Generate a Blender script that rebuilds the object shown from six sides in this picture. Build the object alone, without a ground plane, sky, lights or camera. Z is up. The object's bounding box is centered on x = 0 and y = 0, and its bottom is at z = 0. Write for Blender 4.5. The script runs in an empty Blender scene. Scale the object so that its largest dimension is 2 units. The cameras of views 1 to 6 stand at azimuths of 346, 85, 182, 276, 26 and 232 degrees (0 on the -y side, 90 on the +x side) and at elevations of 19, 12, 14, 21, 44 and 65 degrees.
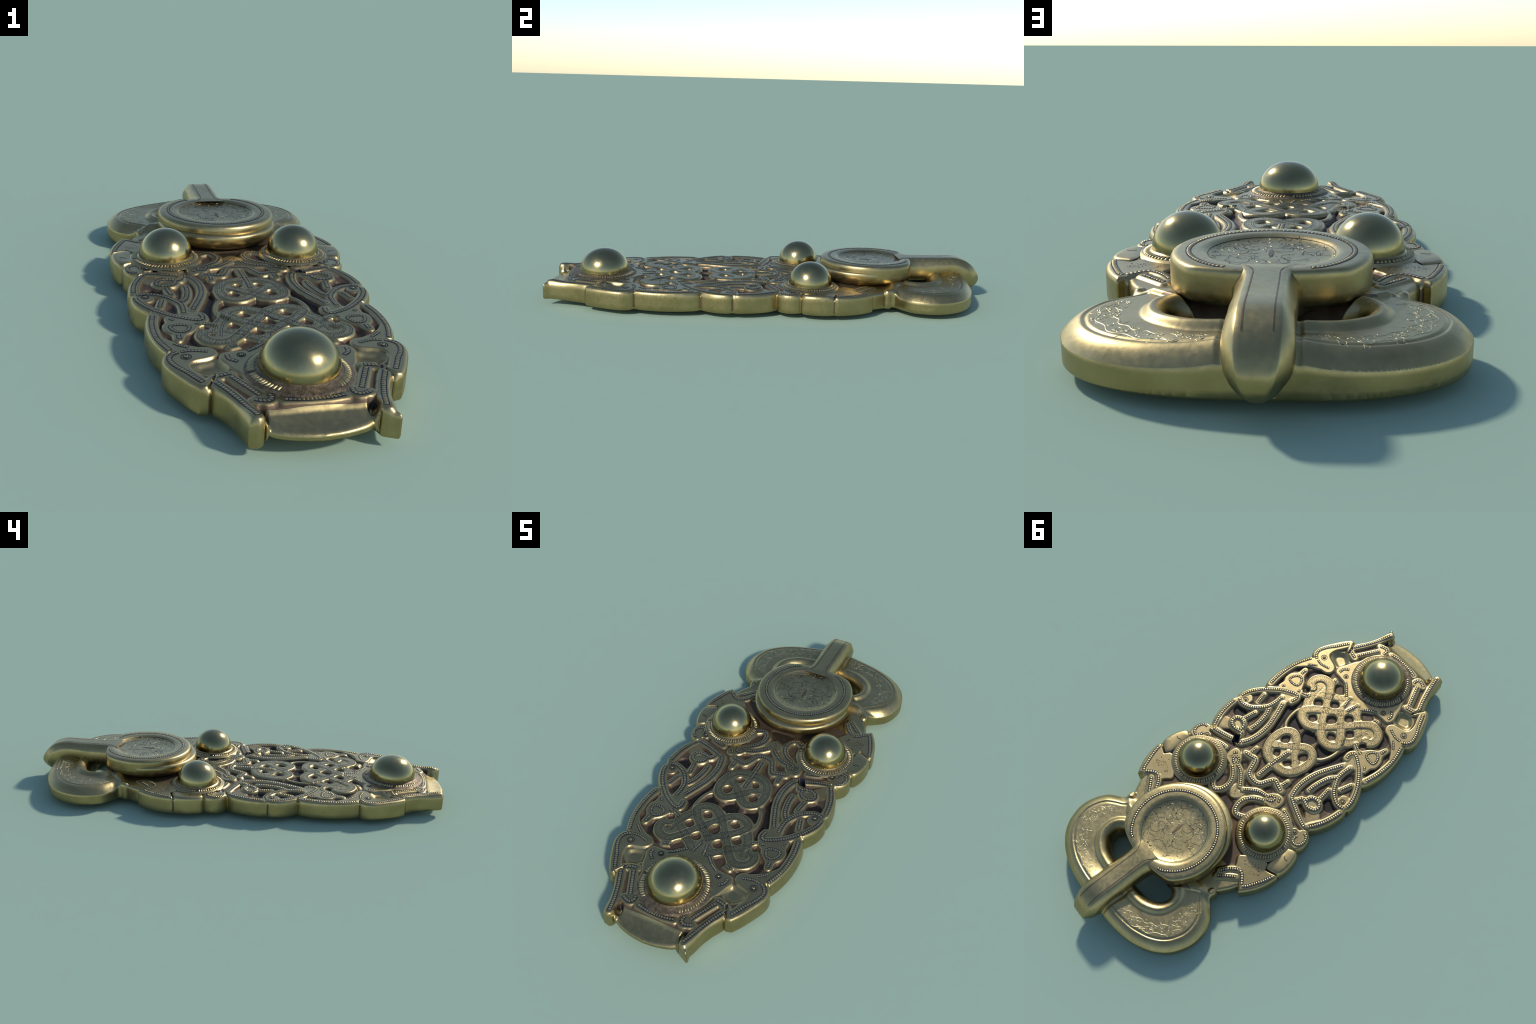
# Early-medieval cast bronze-gold belt buckle: openwork plate with interlaced
# beasts, three bosses, a round tongue shield, curved tongue and engraved loop.
import bpy, math, random
import numpy as np
from mathutils import Vector

random.seed(11)
RNG = np.random.default_rng(11)
CELL = 0.0028                       # grid pitch of the cast relief

# ------------------------------------------------------------------ materials
def nodes_of(name):
    m = bpy.data.materials.new(name); m.use_nodes = True
    nt = m.node_tree; b = nt.nodes['Principled BSDF']
    return m, nt, b

def metal(name, base, worn, rough, metallic=1.0, grain=70.0, bump=0.05, patch=9.0):
    """cast metal: two tones mixed by cloudy noise, mottled gloss, fine pitting"""
    m, nt, b = nodes_of(name)
    tc = nt.nodes.new('ShaderNodeTexCoord')
    n1 = nt.nodes.new('ShaderNodeTexNoise'); n1.inputs['Scale'].default_value = patch
    n1.inputs['Detail'].default_value = 6; n1.inputs['Roughness'].default_value = 0.65
    nt.links.new(tc.outputs['Object'], n1.inputs['Vector'])
    cr = nt.nodes.new('ShaderNodeValToRGB')
    cr.color_ramp.elements[0].position = 0.36; cr.color_ramp.elements[0].color = (*base, 1)
    cr.color_ramp.elements[1].position = 0.66; cr.color_ramp.elements[1].color = (*worn, 1)
    nt.links.new(n1.outputs['Fac'], cr.inputs['Fac'])
    nt.links.new(cr.outputs['Color'], b.inputs['Base Color'])
    n2 = nt.nodes.new('ShaderNodeTexNoise'); n2.inputs['Scale'].default_value = grain
    n2.inputs['Detail'].default_value = 5
    nt.links.new(tc.outputs['Object'], n2.inputs['Vector'])
    mr = nt.nodes.new('ShaderNodeMapRange')
    mr.inputs['From Min'].default_value = 0.3; mr.inputs['From Max'].default_value = 0.7
    mr.inputs['To Min'].default_value = rough - 0.05; mr.inputs['To Max'].default_value = rough + 0.07
    nt.links.new(n2.outputs['Fac'], mr.inputs['Value'])
    nt.links.new(mr.outputs['Result'], b.inputs['Roughness'])
    bp = nt.nodes.new('ShaderNodeBump'); bp.inputs['Strength'].default_value = bump
    bp.inputs['Distance'].default_value = 0.004
    nt.links.new(n2.outputs['Fac'], bp.inputs['Height'])
    nt.links.new(bp.outputs['Normal'], b.inputs['Normal'])
    b.inputs['Metallic'].default_value = metallic
    return m

GOLD   = metal('cast_bronze_gold', (0.36, 0.282, 0.125), (0.44, 0.345, 0.165), 0.36)
POLISH = metal('polished_boss_gold', (0.31, 0.262, 0.125), (0.35, 0.295, 0.14), 0.21, grain=40, bump=0.003)
FLOOR  = metal('dark_brown_recess', (0.13, 0.088, 0.050), (0.20, 0.14, 0.08), 0.44, metallic=0.85, bump=0.12)
BEAD   = metal('bright_bead_gold', (0.45, 0.355, 0.17), (0.52, 0.415, 0.20), 0.42)
CREST  = metal('engraved_crest', (0.42, 0.355, 0.19), (0.47, 0.40, 0.22), 0.40)
CRUST  = metal('worn_collar_crust', (0.10, 0.070, 0.042), (0.24, 0.18, 0.11), 0.5, metallic=0.8, grain=160, bump=0.5, patch=60)
NIELLO = metal('niello_inlay', (0.012, 0.013, 0.02), (0.03, 0.03, 0.04), 0.45, metallic=0.0, bump=0.05)
NIELLO.node_tree.nodes['Principled BSDF'].inputs['Specular IOR Level'].default_value = 0.15

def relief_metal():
    """the openwork: gold on the raised bands, a dull brown coloured by height on the
    recessed ground, occlusion shade painted near-black in the deepest slots; the brown line is ragged with noise"""
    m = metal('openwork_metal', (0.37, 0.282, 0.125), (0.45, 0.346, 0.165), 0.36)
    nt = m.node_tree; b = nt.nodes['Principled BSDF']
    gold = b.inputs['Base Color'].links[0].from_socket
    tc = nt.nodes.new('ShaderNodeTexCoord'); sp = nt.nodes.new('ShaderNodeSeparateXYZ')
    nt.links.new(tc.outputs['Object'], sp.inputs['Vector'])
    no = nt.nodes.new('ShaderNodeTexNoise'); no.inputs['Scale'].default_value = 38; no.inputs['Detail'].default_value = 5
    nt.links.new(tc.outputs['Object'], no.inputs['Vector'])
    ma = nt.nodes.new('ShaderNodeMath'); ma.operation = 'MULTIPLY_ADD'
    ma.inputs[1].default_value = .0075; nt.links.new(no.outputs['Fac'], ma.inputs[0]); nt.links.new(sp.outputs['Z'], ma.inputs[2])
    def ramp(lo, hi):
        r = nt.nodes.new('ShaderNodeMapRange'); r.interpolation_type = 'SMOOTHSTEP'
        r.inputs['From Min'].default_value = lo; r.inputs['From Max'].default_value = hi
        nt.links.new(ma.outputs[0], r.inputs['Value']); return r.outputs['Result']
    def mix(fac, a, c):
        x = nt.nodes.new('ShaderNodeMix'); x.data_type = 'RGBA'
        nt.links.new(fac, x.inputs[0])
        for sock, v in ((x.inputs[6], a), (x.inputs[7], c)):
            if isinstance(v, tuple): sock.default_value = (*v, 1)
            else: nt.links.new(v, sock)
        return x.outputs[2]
    ground = mix(ramp(.0885, .0960), (0.020, 0.015, 0.011), (0.105, 0.070, 0.040))  # first colour darkens the deep slots for light that cannot reach them
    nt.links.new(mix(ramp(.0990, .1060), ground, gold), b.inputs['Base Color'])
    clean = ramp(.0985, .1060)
    for sock, lo, hi in (('Metallic', .55, 1.0), ('Roughness', .56, .37)):     # recesses dulled to keep bright glints off the flanks
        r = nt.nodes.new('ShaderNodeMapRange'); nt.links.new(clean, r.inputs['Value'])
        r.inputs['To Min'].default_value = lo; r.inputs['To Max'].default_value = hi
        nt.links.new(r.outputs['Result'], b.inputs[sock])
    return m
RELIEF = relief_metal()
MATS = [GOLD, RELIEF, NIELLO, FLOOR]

# ------------------------------------------------------------- curve utilities
def smooth(pts, step=0.006, closed=False):
    """Catmull-Rom through control points, resampled at an even step"""
    P = np.array(pts, float)
    if len(P) == 2 and not closed:
        dense = P[0] + np.linspace(0, 1, 40)[:, None] * (P[1] - P[0])
    else:
        if closed: Q = np.vstack([P[-1], P, P[0], P[1]])
        else: Q = np.vstack([2 * P[0] - P[1], P, 2 * P[-1] - P[-2]])
        t = np.linspace(0, 1, 14, endpoint=False)[:, None]; out = []
        for i in range(len(Q) - 3):
            a, b, c, d = Q[i:i + 4]
            out.append(0.5 * (2 * b + (c - a) * t + (2 * a - 5 * b + 4 * c - d) * t**2 + (3 * b - a - 3 * c + d) * t**3))
        dense = np.vstack(out + [Q[-2][None]])
    L = np.r_[0, np.cumsum(np.linalg.norm(np.diff(dense, axis=0), axis=1))]
    n = max(2, int(round(L[-1] / step)) + 1)
    s = np.linspace(0, L[-1], n)
    return np.c_[np.interp(s, L, dense[:, 0]), np.interp(s, L, dense[:, 1])]

def mir(p): return [(-x, y) for x, y in p]

def d_line(X, Y, P):
    D = np.full(X.shape, 9.0)
    for (ax, ay), (bx, by) in zip(P[:-1], P[1:]):
        dx, dy = bx - ax, by - ay
        t = np.clip(((X - ax) * dx + (Y - ay) * dy) / (dx * dx + dy * dy + 1e-12), 0, 1)
        D = np.minimum(D, np.hypot(X - ax - t * dx, Y - ay - t * dy))
    return D

def d_poly(X, Y, P):
    """signed distance, negative inside"""
    P = np.asarray(P); Q = np.vstack([P, P[:1]])
    D = d_line(X, Y, Q); ins = np.zeros(X.shape, bool)
    for (ax, ay), (bx, by) in zip(Q[:-1], Q[1:]):
        if ay == by: continue
        ins ^= ((ay > Y) != (by > Y)) & (X < (bx - ax) * (Y - ay) / (by - ay) + ax)
    return np.where(ins, -D, D)

def sstep(v, a, b):
    t = np.clip((v - a) / (b - a), 0, 1); return t * t * (3 - 2 * t)

# -------------------------------------------------------------- outline (half)
HALF = [(0.0, -1.0), (0.045, -0.996), (0.085, -0.988), (0.114, -0.979), (0.136, -0.967),
        (0.139, -0.945), (0.145, -0.948), (0.150, -0.972), (0.160, -0.979), (0.180, -0.975), (0.190, -0.935),
        (0.198, -0.893), (0.213, -0.850), (0.232, -0.815), (0.240, -0.796),
        (0.250, -0.803), (0.270, -0.797), (0.291, -0.765), (0.314, -0.720), (0.334, -0.675),
        (0.342, -0.642), (0.337, -0.610), (0.323, -0.592),
        (0.338, -0.560), (0.350, -0.520), (0.359, -0.475), (0.363, -0.425), (0.361, -0.376),
        (0.353, -0.332), (0.340, -0.310),
        (0.356, -0.289), (0.379, -0.249), (0.389, -0.210), (0.388, -0.186), (0.382, -0.178),
        (0.391, -0.150), (0.390, -0.118), (0.384, -0.075), (0.370, -0.030), (0.358, -0.007), (0.342, 0.013),
        (0.364, 0.026), (0.381, 0.045), (0.388, 0.065), (0.389, 0.090), (0.380, 0.117),
        (0.398, 0.124), (0.411, 0.150), (0.419, 0.180), (0.422, 0.215), (0.419, 0.244), (0.415, 0.252),
        (0.422, 0.262), (0.420, 0.290), (0.413, 0.325), (0.401, 0.360), (0.385, 0.392), (0.366, 0.421),
        (0.350, 0.408), (0.337, 0.412),
        (0.329, 0.436), (0.314, 0.464), (0.299, 0.490), (0.306, 0.503), (0.301, 0.520), (0.303, 0.540),
        (0.330, 0.562), (0.365, 0.594), (0.387, 0.635), (0.398, 0.680), (0.398, 0.715), (0.390, 0.748),
        (0.372, 0.790), (0.340, 0.829), (0.293, 0.863), (0.234, 0.889), (0.180, 0.903), (0.110, 0.911), (0.0, 0.913)]
CORNERS = {(0.136, -0.967), (0.139, -0.945), (0.145, -0.948), (0.150, -0.972), (0.160, -0.979), (0.180, -0.975), (0.240, -0.796),
           (0.250, -0.803), (0.270, -0.797), (0.323, -0.592), (0.340, -0.310), (0.382, -0.178), (0.342, 0.013), (0.380, 0.117),
           (0.415, 0.252), (0.366, 0.421), (0.350, 0.408), (0.337, 0.412), (0.299, 0.490), (0.301, 0.520), (0.0, -1.0), (0.0, 0.913)}
NOTCHES = [(.240, -.796), (.323, -.592), (.340, -.310), (.382, -.178), (.342, .013), (.380, .117), (.415, .252), (.342, .410), (.299, .490)]
def scallops(pts):
    out, run = [], [pts[0]]
    for p in pts[1:]:
        run.append(p)
        if p in CORNERS:
            out += [tuple(q) for q in (smooth(run, .008) if len(run) > 2 else np.array(run))[:-1]]; run = [p]
    return out + [pts[-1]]
HALF_RAW = HALF
HALF = scallops(HALF)
RIGHT = [(.186, -.991) if abs(p[0] - .180) + abs(p[1] + .975) < 1e-6 else p for p in HALF]     # the right horn is longer
OUTLINE = RIGHT + [(-x, y) for x, y in HALF[-2:0:-1]]
HOLE_HALF = [(0.0, 0.744), (0.110, 0.738), (0.152, 0.726), (0.184, 0.702), (0.193, 0.672), (0.188, 0.652), (0.168, 0.638), (0.120, 0.634), (0.0, 0.634)]
HOLE_HALF = [tuple(p) for p in smooth(HOLE_HALF, .008)]
HOLE = HOLE_HALF + [(-x, y) for x, y in HOLE_HALF[-2:0:-1]]

# ------------------------------------------------------------------ the grid
xs = np.arange(-0.43, 0.4301, CELL); ys = np.arange(-1.012, 0.93, CELL)
X, Y = np.meshgrid(xs, ys, indexing='ij')
OUT = d_poly(X, Y, OUTLINE); HD = d_poly(X, Y, HOLE)
OUT -= .005 + .008 * sstep(Y, .50, .60) - .006 * (1 - sstep(np.abs(X), .13, .14)) * (Y < -.9)      # the wall is widest at mid height
SDF = np.maximum(OUT, -HD)
GX, GY = len(xs), len(ys)

LABELS = ['openwork_floor']
def lab(n):
    if n not in LABELS: LABELS.append(n)
    return LABELS.index(n)

DOME = 0.003 * np.clip(1 - (X / 0.36) ** 2, 0, 1) * sstep(Y, -0.98, -0.75) * (1 - sstep(Y, 0.1, 0.4))
TOP = 0.102 + DOME + .006 * sstep(-Y, .90, .96)
FLOORZ = TOP - 0.0095
RAISE = np.zeros_like(X)            # 0 floor .. 1 full relief
EXTRA = np.zeros_like(X)            # extra height of the winning stroke
LAB = np.zeros(X.shape, int)
PITS = np.zeros_like(X)

def region(P, pad):
    P = np.asarray(P); lo = P.min(0) - pad; hi = P.max(0) + pad
    i0, i1 = np.searchsorted(xs, [lo[0], hi[0]]); j0, j1 = np.searchsorted(ys, [lo[1], hi[1]])
    return slice(max(i0, 0), i1), slice(max(j0, 0), j1)

def raise_by(dist, sl, w, soft, label, level, extra):
    r = level * (1 - sstep(dist, w, w + soft))
    win = r > RAISE[sl]
    LAB[sl] = np.where(win & (r > 0.3), label, LAB[sl])
    EXTRA[sl] = np.where(win, extra, EXTRA[sl])
    RAISE[sl] = np.maximum(RAISE[sl], r)

ROWS = []        # bead rows to inlay afterwards: (path, width)
KNOTS = []       # dotted interlace ribbons
EYES = []

def both(fn):
    """run a builder for the left half and for its mirror image"""
    def run(pts, *a, sides='LR', **k):
        if 'L' in sides: fn(pts, *a, **k)
        if 'R' in sides: fn(mir(pts), *a, **k)
    return run

@both
def band(pts, part, w=0.012, beads=0.0125, soft=0.015, level=1.0, extra=0.0, straight=False):
    P = np.array(pts) if straight else smooth(pts)
    sl = region(P, w + soft)
    raise_by(d_line(X[sl], Y[sl], P), sl, w, soft, lab(part), level, extra)
    if beads: ROWS.append((P if not straight else polyline(pts), beads))

@both
def pad(pts, part, soft=0.009, grow=0.0, level=1.0, extra=0.0, crown=0.0):
    P = smooth(pts, closed=True); sl = region(P, soft + grow)
    d = d_poly(X[sl], Y[sl], P)
    raise_by(d, sl, grow, soft, lab(part), level, extra)
    if crown:
        EXTRA[sl] += np.where(d < 0, crown * np.sqrt(np.clip(1 - (1 + d / 0.035).clip(0, 1) ** 2, 0, 1)), 0)

@both
def pit(pts, depth, soft=0.012):
    P = smooth(pts, closed=True) if len(pts) > 2 else smooth(pts)
    sl = region(P, soft * 2)
    d = d_poly(X[sl], Y[sl], P) if len(pts) > 2 else d_line(X[sl], Y[sl], P) - 0.012
    PITS[sl] = np.maximum(PITS[sl], depth * (1 - sstep(d, -soft * 0.4, soft * 0.8)))

HOLLOW = np.zeros_like(X); HOLMASK = np.zeros(X.shape, bool)
@both
def hollow(pts, depth=.012):
    P = smooth(pts, closed=True); sl = region(P, .02); d = d_poly(X[sl], Y[sl], P)
    HOLLOW[sl] = np.maximum(HOLLOW[sl], depth * (1 - sstep(d, -.022, .004)))
    HOLMASK[sl] |= d < .006
PUNCH = np.zeros_like(X)
@both
def punch(pts):
    """a small piercing cut through a solid woven panel"""
    P = smooth(pts, closed=True); sl = region(P, .012)
    PUNCH[sl] = np.maximum(PUNCH[sl], 1 - sstep(d_poly(X[sl], Y[sl], P), -.003, .0065))
@both
def row(pts, w=0.0115): ROWS.append((smooth(pts), w))
@both
def eye(pts, r=0.0125): EYES.append((pts[0], r))

def polyline(pts):
    out = []
    for a, b in zip(pts[:-1], pts[1:]):
        a, b = np.array(a), np.array(b); n = max(1, int(np.linalg.norm(b - a) / 0.006))
        out += [a + (b - a) * t for t in np.linspace(0, 1, n, endpoint=False)]
    return np.array(out + [np.array(pts[-1])])

# ================================================================ THE DESIGN
# Everything is written for the left half (x < 0) and mirrored.
# --- horns flanking the front lip
H_ = 'horn_scroll'
band([(-.160, -.962), (-.174, -.912), (-.187, -.874), (-.203, -.833), (-.221, -.795), (-.231, -.770), (-.222, -.752), (-.196, -.744), (-.181, -.741)], H_, w=.0125)
band([(-.183, -.757), (-.165, -.794), (-.149, -.827), (-.132, -.862)], H_, w=.0105)
band([(-.107, -.860), (-.106, -.880), (-.117, -.891), (-.134, -.888), (-.150, -.880)], H_, w=.0115)
pad([(-.120, -.862), (-.122, -.886), (-.140, -.882), (-.140, -.862)], H_, grow=.004)
pit([(-.152, -.872), (-.178, -.818), (-.199, -.772)], .004)
# --- big bird heads
B_ = 'bird_head'
pad([(-.246, -.786), (-.265, -.800), (-.290, -.772), (-.312, -.730), (-.334, -.689), (-.346, -.652), (-.343, -.618), (-.324, -.588), (-.293, -.579), (-.255, -.575), (-.213, -.580), (-.196, -.601), (-.200, -.622), (-.216, -.635), (-.262, -.649), (-.278, -.667), (-.276, -.699), (-.262, -.729), (-.250, -.757)], B_)
row([(-.259, -.776), (-.275, -.747), (-.291, -.715), (-.310, -.685), (-.322, -.657), (-.326, -.632), (-.316, -.610), (-.298, -.598)], .0125)
row([(-.290, -.597), (-.265, -.593), (-.242, -.598), (-.217, -.606)], .009)
eye([(-.280, -.629)], .0145)
hollow([(-.252, -.715), (-.268, -.690), (-.258, -.662), (-.215, -.645), (-.190, -.655), (-.178, -.690), (-.190, -.712), (-.225, -.728)])
# --- plate round the front boss and its little heads
F_ = 'front_field'
pad([(0, -.600), (-.050, -.580), (-.053, -.555), (-.102, -.608), (-.143, -.616), (-.178, -.620), (-.188, -.648), (-.178, -.678), (-.165, -.715), (-.150, -.745), (-.140, -.790), (-.11, -.85), (-.06, -.875), (0, -.88)], F_, level=.90, soft=.012)
row([(-.048, -.566), (-.081, -.598), (-.110, -.617)], .010)
row([(-.149, -.676), (-.168, -.657), (-.170, -.632)], .011)
eye([(-.131, -.638)], .0115)
band([(-.078, -.889), (-.040, -.897), (0.0, -.899), (.040, -.897), (.078, -.889)], F_, w=.012, sides='L')
# --- lower wing: rim band, neck, clawed foot
W_ = 'lower_wing'
band([(-.318, -.580), (-.336, -.529), (-.345, -.489), (-.348, -.447), (-.347, -.397), (-.338, -.340)], W_, w=.0135)
pad([(-.237, -.580), (-.290, -.590), (-.322, -.590), (-.330, -.540), (-.335, -.489), (-.310, -.520), (-.285, -.548), (-.258, -.564)], W_)
row([(-.266, -.574), (-.286, -.558), (-.302, -.542)], .007)
C_ = 'clawed_foot'
pad([(-.205, -.405), (-.217, -.432), (-.236, -.462), (-.262, -.486), (-.272, -.516), (-.285, -.526), (-.297, -.515), (-.296, -.480), (-.314, -.451), (-.316, -.416), (-.304, -.394), (-.302, -.359), (-.270, -.365), (-.235, -.388)], C_)
row([(-.240, -.437), (-.251, -.461), (-.271, -.470), (-.290, -.456), (-.297, -.425), (-.275, -.418), (-.249, -.424), (-.240, -.437)], .009)
row([(-.281, -.485), (-.282, -.514)], .011)
row([(-.281, -.384), (-.292, -.370)], .008)
row([(-.209, -.416), (-.222, -.412)], .012)
band([(-.170, -.432), (-.200, -.418)], C_, w=.012, beads=.009)
pit([(-.185, -.585), (-.245, -.560), (-.262, -.525), (-.245, -.495), (-.222, -.530), (-.195, -.570)], .022)
pit([(-.295, -.545), (-.318, -.500), (-.312, -.480), (-.300, -.520)], .016)
pit([(-.325, -.430), (-.326, -.385), (-.316, -.360), (-.312, -.392)], .024)
pit([(-.205, -.462), (-.196, -.440), (-.186, -.450)], .02)
# --- upper wing panel: a coiled beast in a leaf-shaped frame
U_ = 'coiled_beast'
band([(-.196, -.350), (-.192, -.372), (-.198, -.388), (-.214, -.390), (-.244, -.375), (-.279, -.351), (-.307, -.323), (-.332, -.294), (-.355, -.258), (-.371, -.222), (-.376, -.190)], U_, w=.0125)
band([(-.370, -.173), (-.340, -.166), (-.307, -.178), (-.282, -.197), (-.262, -.223), (-.247, -.249), (-.242, -.270), (-.241, -.303), (-.243, -.331)], U_, w=.010)
band([(-.237, -.246), (-.220, -.218), (-.210, -.177), (-.206, -.142), (-.207, -.113)], U_, w=.010)
band([(-.213, -.312), (-.198, -.276), (-.183, -.238), (-.168, -.195), (-.161, -.156), (-.159, -.119), (-.162, -.085), (-.169, -.058), (-.179, -.034)], U_, w=.012)
band([(-.180, -.031), (-.222, -.013), (-.259, .001), (-.296, .013), (-.324, .019)], U_, w=.0115)
band([(-.334, .008), (-.350, -.024), (-.365, -.064), (-.374, -.106), (-.378, -.150)], U_, w=.0135)
band([(-.208, -.040), (-.219, -.064), (-.240, -.061), (-.265, -.055), (-.292, -.067), (-.298, -.092), (-.280, -.108), (-.254, -.106), (-.238, -.091), (-.236, -.070)], U_, w=.0095, extra=.003)
pad([(-.245, -.065), (-.285, -.070), (-.292, -.092), (-.262, -.102)], U_, level=.95)
pad([(-.262, -.060), (-.300, -.075), (-.335, -.062), (-.345, -.030), (-.322, -.005), (-.292, -.020)], 'smooth_haunch', level=.55, soft=.014, crown=.002)
band([(-.270, -.124), (-.266, -.150), (-.261, -.182)], U_, w=.009, beads=.0105)
band([(-.296, -.224), (-.310, -.277)], U_, w=.009, beads=.0105)
eye([(-.345, -.191)], .0125)
pad([(-.330, -.178), (-.358, -.180), (-.368, -.200), (-.345, -.225), (-.322, -.210)], U_, level=.9)
pad([(-.205, -.375), (-.230, -.372), (-.262, -.345), (-.240, -.325), (-.222, -.300), (-.208, -.320)], U_, level=.85, soft=.014)
pit([(-.268, -.255), (-.292, -.300), (-.284, -.318), (-.258, -.295)], .018)
pit([(-.322, -.232), (-.335, -.270), (-.315, -.295), (-.308, -.255)], .006)
pit([(-.228, -.215), (-.226, -.150), (-.240, -.125), (-.250, -.170)], .012)
pit([(-.282, -.118), (-.330, -.112), (-.345, -.140), (-.320, -.158), (-.292, -.150)], .042)
pit([(-.225, -.030), (-.285, -.005), (-.270, -.032), (-.240, -.045)], .020)
pit([(-.192, -.225), (-.180, -.140), (-.185, -.085), (-.194, -.140)], .012)
# --- the long deep channel between the wing and the central field
pit([(-.186, -.425), (-.172, -.400), (-.166, -.350), (-.158, -.290), (-.138, -.225), (-.124, -.190), (-.140, -.180), (-.166, -.240), (-.186, -.310), (-.176, -.370)], .050, soft=.014)
pit([(-.124, -.150), (-.130, -.080), (-.142, -.060), (-.140, -.120)], .014)
pit([(-.062, -.300), (-.120, -.330), (-.122, -.285), (-.100, -.255), (-.075, -.270)], .034)
pit([(0, -.325), (-.032, -.300), (-.020, -.262), (0, -.235), (.020, -.262), (.032, -.300)], .046, sides='L')
# --- the eight-lobed knot
K_ = 'interlace_knot'
def knot(pts, extra=0.0, w=.0185, **k):
    band(pts, K_, w=w, beads=0, extra=extra, soft=.010, **k)
    KNOTS.append(smooth(pts)); KNOTS.append(smooth(mir(pts)))
knot([(-.186, -.476), (-.207, -.481), (-.216, -.510), (-.200, -.542), (-.164, -.555), (-.128, -.537), (-.072, -.465), (-.012, -.386), (.019, -.349), (.054, -.328), (.092, -.331), (.120, -.358), (.109, -.385), (.083, -.416), (.025, -.463), (-.012, -.495)], .002)
knot([(-.173, -.510), (-.164, -.466), (-.146, -.413), (-.118, -.378)], -.0015)
knot([(-.145, -.470), (-.105, -.500), (-.065, -.533), (-.022, -.566)], -.001, w=.011)
band([(-.025, -.573), (-.014, -.516)], K_, w=.009, beads=.010)
band([(-.125, -.575), (-.150, -.585)], K_, w=.008, beads=.008)
pad([(0, -.352), (-.030, -.322), (-.070, -.312), (-.112, -.318), (-.138, -.350), (-.146, -.385), (-.172, -.432), (-.208, -.458),
     (-.232, -.492), (-.222, -.548), (-.172, -.574), (-.120, -.560), (-.070, -.572), (0, -.590)], K_, level=.88, soft=.010)
for p in ([(-.062, -.352), (-.084, -.366), (-.070, -.388), (-.046, -.374)], [(-.112, -.424), (-.130, -.446), (-.110, -.464), (-.092, -.446)],
          [(-.050, -.476), (-.070, -.498), (-.048, -.514), (-.030, -.496)], [(-.068, -.562), (-.098, -.542), (-.124, -.574), (-.106, -.590), (-.084, -.580)],
          [(-.198, -.430), (-.214, -.448), (-.198, -.462), (-.184, -.446)]):
    punch(p)
punch([(0, -.404), (-.021, -.430), (-.010, -.450), (.010, -.450), (.021, -.430)], sides='L')
# --- thin ridges that tie the knot to the pretzel loop
band([(-.128, -.385), (-.143, -.345), (-.141, -.300), (-.128, -.262), (-.108, -.240)], 'tie_ridge', w=.004, beads=0, soft=.008, level=.8)
# --- the pretzel loop
def pretzel(pts, extra=0.0, **k):
    band(pts, 'pretzel_loop', w=.0175, beads=0, extra=extra, soft=.011, **k)
    KNOTS.append(smooth(pts)); KNOTS.append(smooth(mir(pts)))
pretzel([(0, -.078), (-.036, -.081), (-.070, -.096), (-.096, -.135), (-.104, -.191), (-.090, -.232), (-.062, -.250), (-.030, -.240), (-.002, -.212), (.036, -.176), (.068, -.147)], .001)
band([(0.0, -.165), (.002, -.097), (.001, -.030), (-.001, .010)], 'pretzel_loop', w=.0105, beads=.0115, extra=.0025, sides='L')
pad([(0, -.085), (-.065, -.100), (-.098, -.150), (-.104, -.200), (-.085, -.240), (-.050, -.250), (0, -.225)], 'pretzel_loop', level=.86, soft=.010)
for p in ([(-.044, -.196), (-.062, -.180), (-.080, -.196), (-.072, -.218), (-.056, -.222)], [(-.020, -.118), (-.040, -.112), (-.052, -.130), (-.036, -.144)]):
    punch(p)
# --- the serpent pair behind the pretzel
S_ = 'serpent_pair'
band([(-.126, -.014), (-.098, -.020), (-.070, -.027), (-.054, -.001), (-.040, .033), (-.018, .046), (.018, .046), (.040, .033), (.054, -.001), (.070, -.027), (.098, -.020), (.126, -.014)], S_, w=.0115, sides='L')
band([(-.110, -.036), (-.112, -.068)], S_, w=.009, beads=.010)
band([(-.012, .110), (-.036, .086), (-.067, .062), (-.103, .052)], S_, w=.010, beads=.0115)
band([(-.116, .073), (-.090, .089), (-.066, .113), (-.052, .143), (-.054, .180), (-.072, .206), (-.092, .206), (-.121, .186), (-.130, .159), (-.137, .125)], S_, w=.011)
pad([(-.100, .046), (-.123, .012), (-.160, 0.0), (-.177, .019), (-.171, .062), (-.140, .074), (-.118, .071)], 'serpent_head')
row([(-.108, .050), (-.120, .030), (-.140, .032), (-.135, .052), (-.115, .060)], .010)
row([(-.150, .012), (-.162, .030)], .009)
pad([(-.030, .112), (0, .128), (.030, .112), (.028, .150), (0, .172), (-.028, .150)], S_, level=.7)
pit([(-.078, .125), (-.088, .112), (-.118, .150), (-.110, .182), (-.080, .185), (-.068, .155)], .012)
pit([(0, .075), (-.018, .072), (0, .100), (.018, .072)], .012, sides='L')
pit([(-.065, .020), (-.088, .010), (-.098, .030), (-.075, .042)], .02)
pit([(-.018, -.045), (-.062, -.055), (-.045, -.010), (-.025, .015), (-.014, -.010)], .016)
pit([(-.085, -.045), (-.098, -.075), (-.085, -.080), (-.070, -.060)], .014)
pit([(0, .180), (-.040, .190), (-.050, .235), (0, .240), (.050, .235), (.040, .190)], .02, sides='L')
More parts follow.
